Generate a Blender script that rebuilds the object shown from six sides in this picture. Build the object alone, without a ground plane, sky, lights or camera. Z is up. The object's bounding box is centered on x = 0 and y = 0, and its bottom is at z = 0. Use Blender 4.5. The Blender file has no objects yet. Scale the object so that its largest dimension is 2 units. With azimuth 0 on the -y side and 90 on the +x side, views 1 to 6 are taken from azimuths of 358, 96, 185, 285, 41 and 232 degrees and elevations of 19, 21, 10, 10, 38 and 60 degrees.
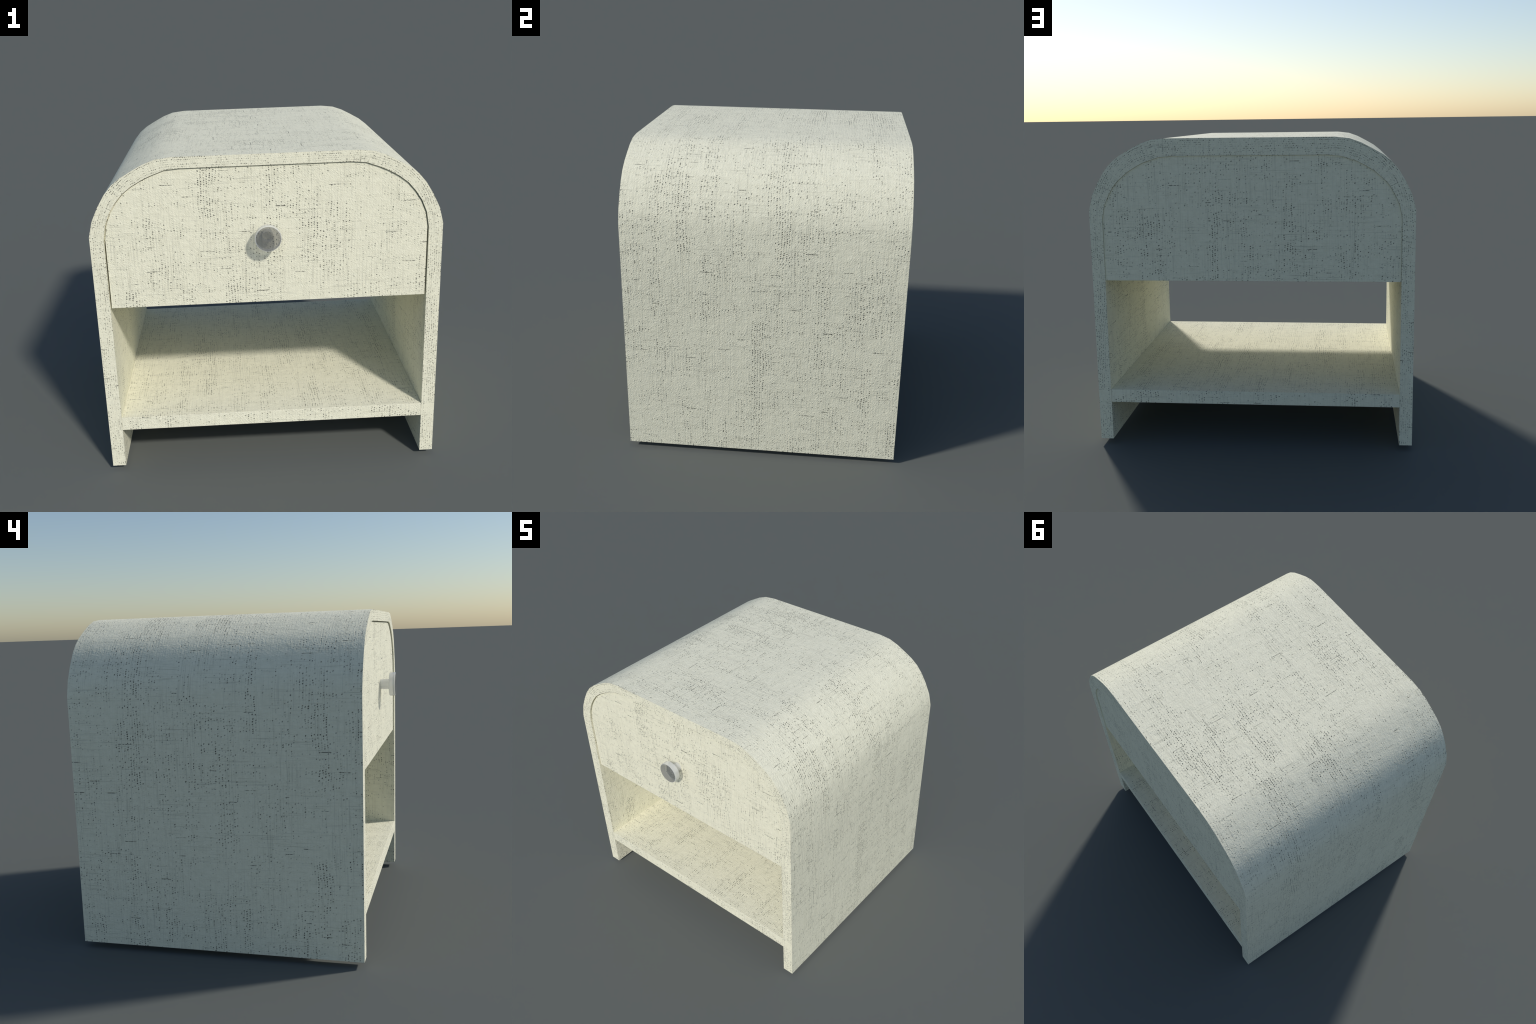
import bpy, bmesh, math
from mathutils import Vector

# ------------------------------------------------------------------ sizes
FRONT, BACK = -0.805, 0.895          # front / back plane of the cabinet
BOTTOM = 0.0350                      # underside of the two side panels
WALL_IN = 0.920                      # inner face of the side panels
SHELF_LOW, SHELF_HIGH = 0.2845, 0.3690
DRAWER_LOW, BACK_PANEL_LOW = 1.0885, 1.0842
DRAWER_SET_BACK, PANEL_SET_BACK = 0.0092, 0.0075   # both lie slightly inside the frame
REBATE = 0.023                       # depth of the front rebate that takes the drawer front
KNOB_Z = 1.5005

# right half of the arch, from the straight wall up to the flat top (x, z)
OUTER = [(1.000, 1.525), (0.978, 1.614), (0.938, 1.697), (0.896, 1.766), (0.8525, 1.817),
         (0.802, 1.857), (0.735, 1.895), (0.671, 1.9285), (0.603, 1.953), (0.515, 1.963)]
FRONT_OPENING = [(0.920, 1.505), (0.905, 1.594), (0.8757, 1.663), (0.839, 1.718), (0.796, 1.768),
                 (0.7435, 1.808), (0.686, 1.8405), (0.632, 1.8645), (0.556, 1.892), (0.470, 1.8990)]
BACK_OPENING = [(0.920, 1.475), (0.904, 1.5556), (0.882, 1.604), (0.8455, 1.670), (0.809, 1.711),
                (0.748, 1.7625), (0.691, 1.7965), (0.6545, 1.816), (0.556, 1.849), (0.470, 1.8575)]
ARC_X, ARC_Z, ARC_R = 0.50, 1.49, 0.49   # rounded-corner frame used to unroll the cloth

# ------------------------------------------------------------------ node helpers
class Tree:
    def __init__(self, mat):
        self.t = mat.node_tree
        self.n = self.t.nodes
    def link(self, a, sock):
        if isinstance(a, (int, float)):
            sock.default_value = a
        else:
            self.t.links.new(a, sock)
    def m(self, op, a, b=0.0, c=None, clamp=False):
        nd = self.n.new('ShaderNodeMath'); nd.operation = op; nd.use_clamp = clamp
        self.link(a, nd.inputs[0]); self.link(b, nd.inputs[1])
        if c is not None: self.link(c, nd.inputs[2])
        return nd.outputs[0]
    def xyz(self, x, y, z=0.0):
        nd = self.n.new('ShaderNodeCombineXYZ')
        for s, v in zip(nd.inputs, (x, y, z)): self.link(v, s)
        return nd.outputs[0]
    def noise(self, vec, scale=1.0, detail=2.0, rough=0.5):
        nd = self.n.new('ShaderNodeTexNoise'); nd.inputs['Scale'].default_value = scale
        nd.inputs['Detail'].default_value = detail; nd.inputs['Roughness'].default_value = rough
        self.link(vec, nd.inputs['Vector']); return nd.outputs['Fac']
    def white(self, vec):
        nd = self.n.new('ShaderNodeTexWhiteNoise'); nd.noise_dimensions = '3D'
        self.link(vec, nd.inputs['Vector']); return nd
    def step(self, v, lo, hi, a=0.0, b=1.0):
        nd = self.n.new('ShaderNodeMapRange'); nd.interpolation_type = 'SMOOTHSTEP'
        self.link(v, nd.inputs[0])
        for i, q in zip((1, 2, 3, 4), (lo, hi, a, b)): nd.inputs[i].default_value = q
        return nd.outputs[0]
    def mix(self, f, a, b):
        nd = self.n.new('ShaderNodeMix'); nd.data_type = 'RGBA'
        self.link(f, nd.inputs[0])
        for s, v in ((nd.inputs[6], a), (nd.inputs[7], b)):
            if isinstance(v, tuple): s.default_value = (*v, 1)
            else: self.t.links.new(v, s)
        return nd.outputs[2]

CREAM = (0.825, 0.800, 0.625)
CREAM_LIGHT = (0.875, 0.850, 0.670)
SPECK = (0.062, 0.064, 0.052)

def fabric(name, layout, size=1.0, shift=(0.0, 0.0), bias=0.0):
    """Painted grass-cloth: warp columns run along b, weft rows run along a."""
    mat = bpy.data.materials.new(name); mat.use_nodes = True
    T = Tree(mat); bsdf = T.n['Principled BSDF']
    co = T.n.new('ShaderNodeTexCoord')
    sep = T.n.new('ShaderNodeSeparateXYZ'); T.t.links.new(co.outputs['Object'], sep.inputs[0])
    X, Y, Z = sep.outputs
    if layout == 'xz': a, b = X, Z
    elif layout == 'xy': a, b = X, Y
    else:
        ax = T.m('ABSOLUTE', X)
        dx = T.m('MAXIMUM', T.m('SUBTRACT', ax, ARC_X), 0.0)
        dz = T.m('MAXIMUM', T.m('SUBTRACT', Z, ARC_Z), 0.0)
        th = T.m('ARCTAN2', dz, dx)
        s = T.m('ADD', T.m('MINIMUM', Z, ARC_Z), T.m('MULTIPLY', th, ARC_R))
        s = T.m('ADD', s, T.m('MAXIMUM', T.m('SUBTRACT', ARC_X, ax), 0.0))
        half = ARC_Z + ARC_R * math.pi / 2 + ARC_X
        b = T.m('MULTIPLY', T.m('SIGN', X), T.m('SUBTRACT', half, s))
        if layout == 'wrap': a = Y
        else: a = T.m('SQRT', T.m('ADD', T.m('MULTIPLY', dx, dx), T.m('MULTIPLY', dz, dz)))
    a = T.m('MULTIPLY_ADD', a, 1.0 / size, 10.0 + shift[0])
    b = T.m('MULTIPLY_ADD', b, 1.0 / size, 10.0 + shift[1])

    # threads wander a little
    wa = T.m('SUBTRACT', T.noise(T.xyz(a, T.m('MULTIPLY', b, 0.6)), 9.0, 2), 0.5)
    wb = T.m('SUBTRACT', T.noise(T.xyz(T.m('MULTIPLY', a, 0.6), b, 3.3), 9.0, 2), 0.5)
    PA, PB = 0.0165, 0.0130
    u = T.m('DIVIDE', T.m('MULTIPLY_ADD', wa, 0.032, a), PA)
    v = T.m('DIVIDE', T.m('MULTIPLY_ADD', wb, 0.026, b), PB)
    # every other column is shifted by half a row, as in a twill
    v = T.m('ADD', v, T.m('MULTIPLY_ADD', T.m('MODULO', T.m('FLOOR', u), 2.0), 0.5, T.m('MULTIPLY', T.white(T.xyz(T.m('FLOOR', u), 3.0, 6.0)).outputs['Value'], 0.25)))
    iu, iv = T.m('FLOOR', u), T.m('FLOOR', v)
    fu, fv = T.m('FRACT', u), T.m('FRACT', v)
    cell = T.white(T.xyz(iu, iv, 1.0))
    crand = cell.outputs['Value']
    csep = T.n.new('ShaderNodeSeparateXYZ'); T.t.links.new(cell.outputs['Color'], csep.inputs[0])
    col = T.white(T.xyz(iu, 7.0, 2.0)).outputs['Value']
    row = T.white(T.xyz(5.0, iv, 3.0)).outputs['Value']
    # where the paint rubbed open: tall bands crossed by low bands
    tall = T.noise(T.xyz(T.m('MULTIPLY', a, 8.5), T.m('MULTIPLY', b, 2.0), 1.7), 1.0, 2, 0.45)
    low = T.noise(T.xyz(T.m('MULTIPLY', a, 2.8), T.m('MULTIPLY', b, 8.5), 8.1), 1.0, 2, 0.5)
    # broken runs along single threads: long ones down the warp, shorter ones along the weft
    warp_run = T.white(T.xyz(iu, T.m('FLOOR', T.m('MULTIPLY_ADD', col, 9.0, T.m('DIVIDE', v, 9.0))), 4.0)).outputs['Value']
    weft_run = T.white(T.xyz(T.m('FLOOR', T.m('MULTIPLY_ADD', row, 7.0, T.m('DIVIDE', u, 10.0))), iv, 5.0)).outputs['Value']
    # bundles of four or five neighbouring warp threads open together, for a hand's length
    bundle = T.m('FLOOR', T.m('MULTIPLY_ADD', T.noise(T.xyz(T.m('MULTIPLY', a, 6.0), 0.0, 2.0), 1.0, 1), 3.0, T.m('DIVIDE', u, 4.6)))
    brand = T.white(T.xyz(bundle, 1.0, 8.0)).outputs['Value']
    band = T.white(T.xyz(bundle, T.m('FLOOR', T.m('MULTIPLY_ADD', brand, 9.0, T.m('DIVIDE', v, 34.0))), 6.0)).outputs['Value']
    dens = T.m('ADD', T.m('MULTIPLY_ADD', tall, 0.75, bias), T.m('MULTIPLY', low, 0.45))
    dens = T.m('ADD', dens, T.m('MULTIPLY', T.m('POWER', band, 3.0), 0.36))
    dens = T.m('ADD', dens, T.m('MULTIPLY', warp_run, 0.36))
    dens = T.m('ADD', dens, T.m('MULTIPLY', weft_run, 0.42))
    amount = T.step(T.m('MULTIPLY_ADD', crand, 0.80, dens), 1.47, 2.20)
    # pit in the middle of each cell, jittered, taller than wide
    px = T.m('SUBTRACT', fu, T.m('MULTIPLY_ADD', csep.outputs[0], 0.32, 0.34))
    px = T.m('ADD', px, T.m('MULTIPLY', T.m('SUBTRACT', fv, 0.5), 0.22))
    py = T.m('SUBTRACT', fv, T.m('MULTIPLY_ADD', csep.outputs[1], 0.36, 0.32))
    d2 = T.m('ADD', T.m('MULTIPLY', T.m('MULTIPLY', px, px), 1.7), T.m('MULTIPLY', T.m('MULTIPLY', py, py), 0.75))
    blob = T.step(d2, 0.004, 0.125, 1.0, 0.0)
    pits = T.m('MULTIPLY', blob, T.m('MULTIPLY', amount, 0.93))
    # slubs: short dashes along the weft
    LA, LB = 0.105, 0.036
    du = T.m('DIVIDE', T.m('MULTIPLY_ADD', wa, 0.03, a), LA)
    dv = T.m('DIVIDE', T.m('MULTIPLY_ADD', wb, 0.015, b), LB)
    dcell = T.white(T.xyz(T.m('FLOOR', du), T.m('FLOOR', dv), 9.0))
    dsep = T.n.new('ShaderNodeSeparateXYZ'); T.t.links.new(dcell.outputs['Color'], dsep.inputs[0])
    dpx = T.m('ABSOLUTE', T.m('SUBTRACT', T.m('FRACT', du), 0.5))
    dpy = T.m('ABSOLUTE', T.m('SUBTRACT', T.m('FRACT', dv), T.m('MULTIPLY_ADD', dsep.outputs[0], 0.6, 0.2)))
    dlen = T.m('MULTIPLY_ADD', dsep.outputs[1], 0.34, 0.12)
    dash = T.m('MULTIPLY', T.step(T.m('SUBTRACT', dpx, dlen), -0.12, 0.0, 1.0, 0.0), T.step(dpy, 0.02, 0.080, 1.0, 0.0))
    dash = T.m('MULTIPLY', dash, T.step(dcell.outputs['Value'], 0.885, 0.99))
    frag = T.noise(T.xyz(T.m('MULTIPLY', a, 80.0), T.m('MULTIPLY', b, 12.0), 4.0), 1.0, 1)
    dash = T.m('MULTIPLY', dash, T.step(frag, 0.35, 0.60, 0.25, 1.0))
    # faint warp and weft lines
    lines = T.noise(T.xyz(T.m('MULTIPLY', a, 170.0), T.m('MULTIPLY', b, 4.5), 2.2), 1.0, 1)
    lmask = T.m('MULTIPLY', T.step(lines, 0.50, 0.78), T.step(tall, 0.34, 0.60, 0.25, 1.0))
    weft = T.noise(T.xyz(T.m('MULTIPLY', a, 5.5), T.m('MULTIPLY', b, 165.0), 6.2), 1.0, 1)
    wmask = T.m('MULTIPLY', T.step(weft, 0.54, 0.80), T.step(low, 0.36, 0.60, 0.2, 1.0))
    dark = T.m('MAXIMUM', pits, dash)
    soft = T.m('ADD', T.m('MULTIPLY', lmask, 0.20), T.m('MULTIPLY', wmask, 0.25))
    dark = T.m('MAXIMUM', dark, soft, clamp=True)

    tone = T.noise(T.xyz(T.m('MULTIPLY', a, 30.0), T.m('MULTIPLY', b, 30.0), 5.0), 1.0, 3, 0.6)
    base = T.mix(T.step(tone, 0.3, 0.7), CREAM, CREAM_LIGHT)
    colr = T.mix(dark, base, SPECK)
    T.t.links.new(colr, bsdf.inputs['Base Color'])
    bsdf.inputs['Roughness'].default_value = 0.85
    bsdf.inputs['Specular IOR Level'].default_value = 0.2

    # relief: wandering twill diagonals, thread lumps, sunk pits
    lump = T.noise(T.xyz(T.m('MULTIPLY', a, 115.0), T.m('MULTIPLY', b, 100.0), 0.4), 1.0, 2)
    across, along = T.m('ADD', a, b), T.m('SUBTRACT', a, b)
    tw = T.noise(T.xyz(T.m('MULTIPLY', across, 105.0), T.m('MULTIPLY', along, 42.0), 3.0), 1.0, 1)
    twa = T.noise(T.xyz(a, b, 11.0), 14.0, 2)
    h = T.m('MULTIPLY', tw, T.step(twa, 0.36, 0.64, 0.45, 1.25))
    h = T.m('ADD', h, T.m('MULTIPLY', lump, 0.6))
    sink = T.m('MULTIPLY', blob, T.step(T.m('ADD', dens, T.m('MULTIPLY', crand, 0.5)), 1.20, 1.95, 0.12, 1.0))
    h = T.m('SUBTRACT', h, T.m('MULTIPLY', sink, 1.1))
    h = T.m('SUBTRACT', h, T.m('ADD', dash, soft))
    bump = T.n.new('ShaderNodeBump'); bump.inputs['Strength'].default_value = 0.8
    bump.inputs['Distance'].default_value = 0.0024 * size
    T.t.links.new(h, bump.inputs['Height'])
    T.t.links.new(bump.outputs[0], bsdf.inputs['Normal'])
    return mat

def clear_plastic(name, colour, alpha, rough):
    """Resin that lets what lies behind show through, under a sharp glossy skin."""
    mat = bpy.data.materials.new(name); mat.use_nodes = True
    T = Tree(mat); b = T.n['Principled BSDF']
    b.inputs['Base Color'].default_value = (*colour, 1)
    b.inputs['Alpha'].default_value = alpha
    b.inputs['Roughness'].default_value = rough
    lw = T.n.new('ShaderNodeLayerWeight'); lw.inputs['Blend'].default_value = 0.5
    skin = T.m('MULTIPLY_ADD', T.m('POWER', lw.outputs['Facing'], 4.0), 0.55, 0.045)
    gloss = T.n.new('ShaderNodeBsdfGlossy'); gloss.inputs['Roughness'].default_value = rough
    mix = T.n.new('ShaderNodeMixShader')
    T.t.links.new(skin, mix.inputs[0])
    T.t.links.new(b.outputs[0], mix.inputs[1]); T.t.links.new(gloss.outputs[0], mix.inputs[2])
    T.t.links.new(mix.outputs[0], T.n['Material Output'].inputs['Surface'])
    return mat

def plain(name, colour, rough):
    mat = bpy.data.materials.new(name); mat.use_nodes = True
    T = Tree(mat); b = T.n['Principled BSDF']
    co = T.n.new('ShaderNodeTexCoord')
    n = T.noise(co.outputs['Object'], 60.0, 3)
    T.t.links.new(T.mix(n, colour, tuple(c * 0.85 for c in colour)), b.inputs['Base Color'])
    b.inputs['Roughness'].default_value = rough
    return mat

CLOTH_WRAP = fabric('grasscloth_wrapped', 'wrap')
CLOTH_FACE = fabric('grasscloth_upright', 'xz', 1.0, (0.37, 0.21))
CLOTH_BACK = fabric('grasscloth_upright_rear', 'xz', 1.0, (2.61, 1.13))
CLOTH_FLAT = fabric('grasscloth_shelf', 'xy', 0.9, (1.3, 3.1), 0.0)
CLOTH_EDGE = fabric('grasscloth_edging', 'edge', 0.75, (4.1, 0.7), 0.20)
FOOT_MAT = plain('glide_plastic', (0.42, 0.43, 0.47), 0.45)
KNOB_MAT = clear_plastic('clear_resin', (0.78, 0.79, 0.79), 0.51, 0.03)
KNOB_FACE_MAT = clear_plastic('dark_resin_face', (0.085, 0.090, 0.100), 0.55, 0.04)
KNOB_REAR_MAT = clear_plastic('thin_resin_rear', (0.55, 0.55, 0.55), 0.10, 0.10)

# ------------------------------------------------------------------ mesh helpers
def finish(name, bm, mats, parent, bevel=0.0, angle=32, weighted=True):
    bmesh.ops.recalc_face_normals(bm, faces=bm.faces)
    me = bpy.data.meshes.new(name)
    bm.to_mesh(me); bm.free()
    for m in mats: me.materials.append(m)
    ob = bpy.data.objects.new(name, me)
    bpy.context.scene.collection.objects.link(ob)
    ob.parent = parent
    if bevel:
        md = ob.modifiers.new('soft_edges', 'BEVEL')
        md.width = bevel; md.segments = 2; md.limit_method = 'ANGLE'; md.angle_limit = math.radians(45)
        dg = bpy.context.evaluated_depsgraph_get()
        new = bpy.data.meshes.new_from_object(ob.evaluated_get(dg))
        ob.modifiers.clear(); ob.data = new; bpy.data.meshes.remove(me); new.name = name
    me = ob.data
    for p in me.polygons: p.use_smooth = True
    me.set_sharp_from_angle(angle=math.radians(angle))
    if weighted:
        md = ob.modifiers.new('flat_faces_stay_flat', 'WEIGHTED_NORMAL')
        md.keep_sharp = True; md.weight = 80
        dg = bpy.context.evaluated_depsgraph_get()
        new = bpy.data.meshes.new_from_object(ob.evaluated_get(dg))
        ob.modifiers.clear(); ob.data = new; bpy.data.meshes.remove(me); new.name = name
    return ob

def mirror(half):
    return half + [(-x, z) for x, z in reversed(half)]

def inset(loop, d, d_top=None):
    """Shrink a half profile towards the inside by d at the wall, d_top at the crown."""
    d_top = d if d_top is None else d_top
    pts = [Vector(p) for p in loop]
    out = []
    for i, p in enumerate(pts):
        t0 = (p - pts[i - 1]).normalized() if i else Vector((0, 1))
        t1 = (pts[i + 1] - p).normalized() if i < len(pts) - 1 else Vector((-1, 0))
        t = (t0 + t1).normalized()
        n = Vector((-t.y, t.x))
        k = d + (d_top - d) * min(1.0, i / 4)
        q = p + n * k / max(0.5, t.dot(t0))
        out.append((q.x, q.y))
    return out

def prism(profile, y0, y1):
    bm = bmesh.new()
    f = [bm.verts.new((x, y0, z)) for x, z in profile]
    b = [bm.verts.new((x, y1, z)) for x, z in profile]
    n = len(profile)
    bm.faces.new(f); bm.faces.new(b[::-1])
    for i in range(n):
        j = (i + 1) % n
        bm.faces.new((f[i], b[i], b[j], f[j]))
    return bm

def lathe(profile, centre, axis, seg=64):
    """Spin (radius, distance along axis) about the axis through centre."""
    bm = bmesh.new(); rings = []
    for r, d in profile:
        ring = []
        if r < 1e-6:
            p = (centre[0], centre[1] - d, centre[2]) if axis == 'y' else (centre[0], centre[1], centre[2] - d)
            ring = [bm.verts.new(p)]
        else:
            for k in range(seg):
                c, s = r * math.cos(2 * math.pi * k / seg), r * math.sin(2 * math.pi * k / seg)
                p = (centre[0] + c, centre[1] - d, centre[2] + s) if axis == 'y' else (centre[0] + c, centre[1] + s, centre[2] - d)
                ring.append(bm.verts.new(p))
        rings.append(ring)
    for A, B in zip(rings, rings[1:]):
        for k in range(seg):
            q = [A[k % len(A)], A[(k + 1) % len(A)], B[(k + 1) % len(B)], B[k % len(B)]]
            u = []
            for w in q:
                if w not in u: u.append(w)
            if len(u) > 2: bm.faces.new(u)
    return bm

# ------------------------------------------------------------------ the thing
table = bpy.data.objects.new('bedside_table', None)
bpy.context.scene.collection.objects.link(table)
table['label'] = 'cream woven-cloth arched nightstand with one drawer and clear knob'
table['category'] = 'nightstand'

# arched shell: outer skin, front rebate, inner skin
def legs(half, x):
    tx, tz = half[-1]
    return mirror([(x, BOTTOM), (x, 1.12)] + half + [(0.26, tz)])
bm = bmesh.new()
outer, fo, bo = legs(OUTER, 1.0), legs(FRONT_OPENING, WALL_IN), legs(BACK_OPENING, WALL_IN)
def ring(pts, y): return [bm.verts.new((x, y, z)) for x, z in pts]
rows = [ring(outer, BACK), ring(outer, FRONT), ring(fo, FRONT), ring(fo, FRONT + REBATE), ring(bo, FRONT + REBATE), ring(bo, BACK)]
rows.append(rows[0])
n = len(outer)
for k, (A, B) in enumerate(zip(rows, rows[1:])):
    for i in range(n - 1):
        vs = []
        for w in (A[i], A[i + 1], B[i + 1], B[i]): vs.append(w)
        try:
            f = bm.faces.new(vs); f.material_index = 1 if k in (1, 5) else 0
        except ValueError: pass
for e in (0, n - 1):
    f = bm.faces.new([r[e] for r in rows[:-1]]); f.material_index = 0
bmesh.ops.remove_doubles(bm, verts=bm.verts, dist=1e-5)
shell = finish('arched_frame', bm, [CLOTH_WRAP, CLOTH_EDGE], table, weighted=False)

# shelf board
bm = prism([(-WALL_IN, SHELF_LOW), (WALL_IN, SHELF_LOW), (WALL_IN, SHELF_HIGH), (-WALL_IN, SHELF_HIGH)], FRONT, BACK)
bm.normal_update()
for f in bm.faces:
    f.material_index = 1 if abs(f.normal.y) > 0.5 else 0
finish('shelf', bm, [CLOTH_FLAT, CLOTH_FACE], table, bevel=0.0025)

# back panel, a hair inside the frame
half = inset(BACK_OPENING, 0.0007)
finish('back_panel', prism(mirror([(half[0][0], BACK_PANEL_LOW)] + half), BACK - 0.044, BACK - PANEL_SET_BACK), [CLOTH_BACK], table, bevel=0.0015)

# drawer: front, box behind it, knob
half = inset(FRONT_OPENING, 0.0070, 0.0040)
drawer = finish('drawer', prism(mirror([(half[0][0], DRAWER_LOW)] + half), FRONT + DRAWER_SET_BACK, FRONT + REBATE - 0.001), [CLOTH_FACE], table, bevel=0.0020)
half = inset(BACK_OPENING, 0.006)
finish('drawer_box', prism(mirror([(half[0][0], DRAWER_LOW + 0.004)] + half), FRONT + REBATE, BACK - 0.046), [CLOTH_FACE], drawer)

R = 0.0745
stem = lathe([(0.0320, 0.0), (0.0320, 0.048)], (0, FRONT, KNOB_Z), 'y')
bmesh.ops.translate(stem, verts=[v for v in stem.verts if v.co.y > FRONT - 0.001], vec=(0, DRAWER_SET_BACK - 0.0005, 0))
finish('knob_stem', stem, [KNOB_MAT], drawer)
disc = lathe([(0.0, 0.0500), (R - 0.0040, 0.0500), (R - 0.0012, 0.0512), (R, 0.0540), (R, 0.0858), (R - 0.0012, 0.0886), (R - 0.0040, 0.0898), (0.030, 0.0884), (0.0, 0.0880)],
             (0, FRONT, KNOB_Z), 'y')
for f in disc.faces:
    c = f.calc_center_median(); r = math.hypot(c.x, c.z - KNOB_Z)
    if r < R - 0.005: f.material_index = 1 if c.y < FRONT - 0.07 else 2
finish('knob', disc, [KNOB_MAT, KNOB_FACE_MAT, KNOB_REAR_MAT], drawer, angle=35)

# glides under the side panels
glide = None
for x in (-0.962, 0.962):
    for y in (FRONT + 0.053, BACK - 0.090):
        if glide is None:
            prof = [(0.022, -0.002), (0.022, 0.003), (0.0205, 0.008), (0.016, 0.0115), (0.009, 0.0133), (0.0, 0.0140)]
            glide = finish('glide', lathe(prof, (0, 0, 0), 'z', 24), [FOOT_MAT], table)
            ob = glide
        else:
            ob = glide.copy(); bpy.context.scene.collection.objects.link(ob)
        ob.location = (x, y, BOTTOM)
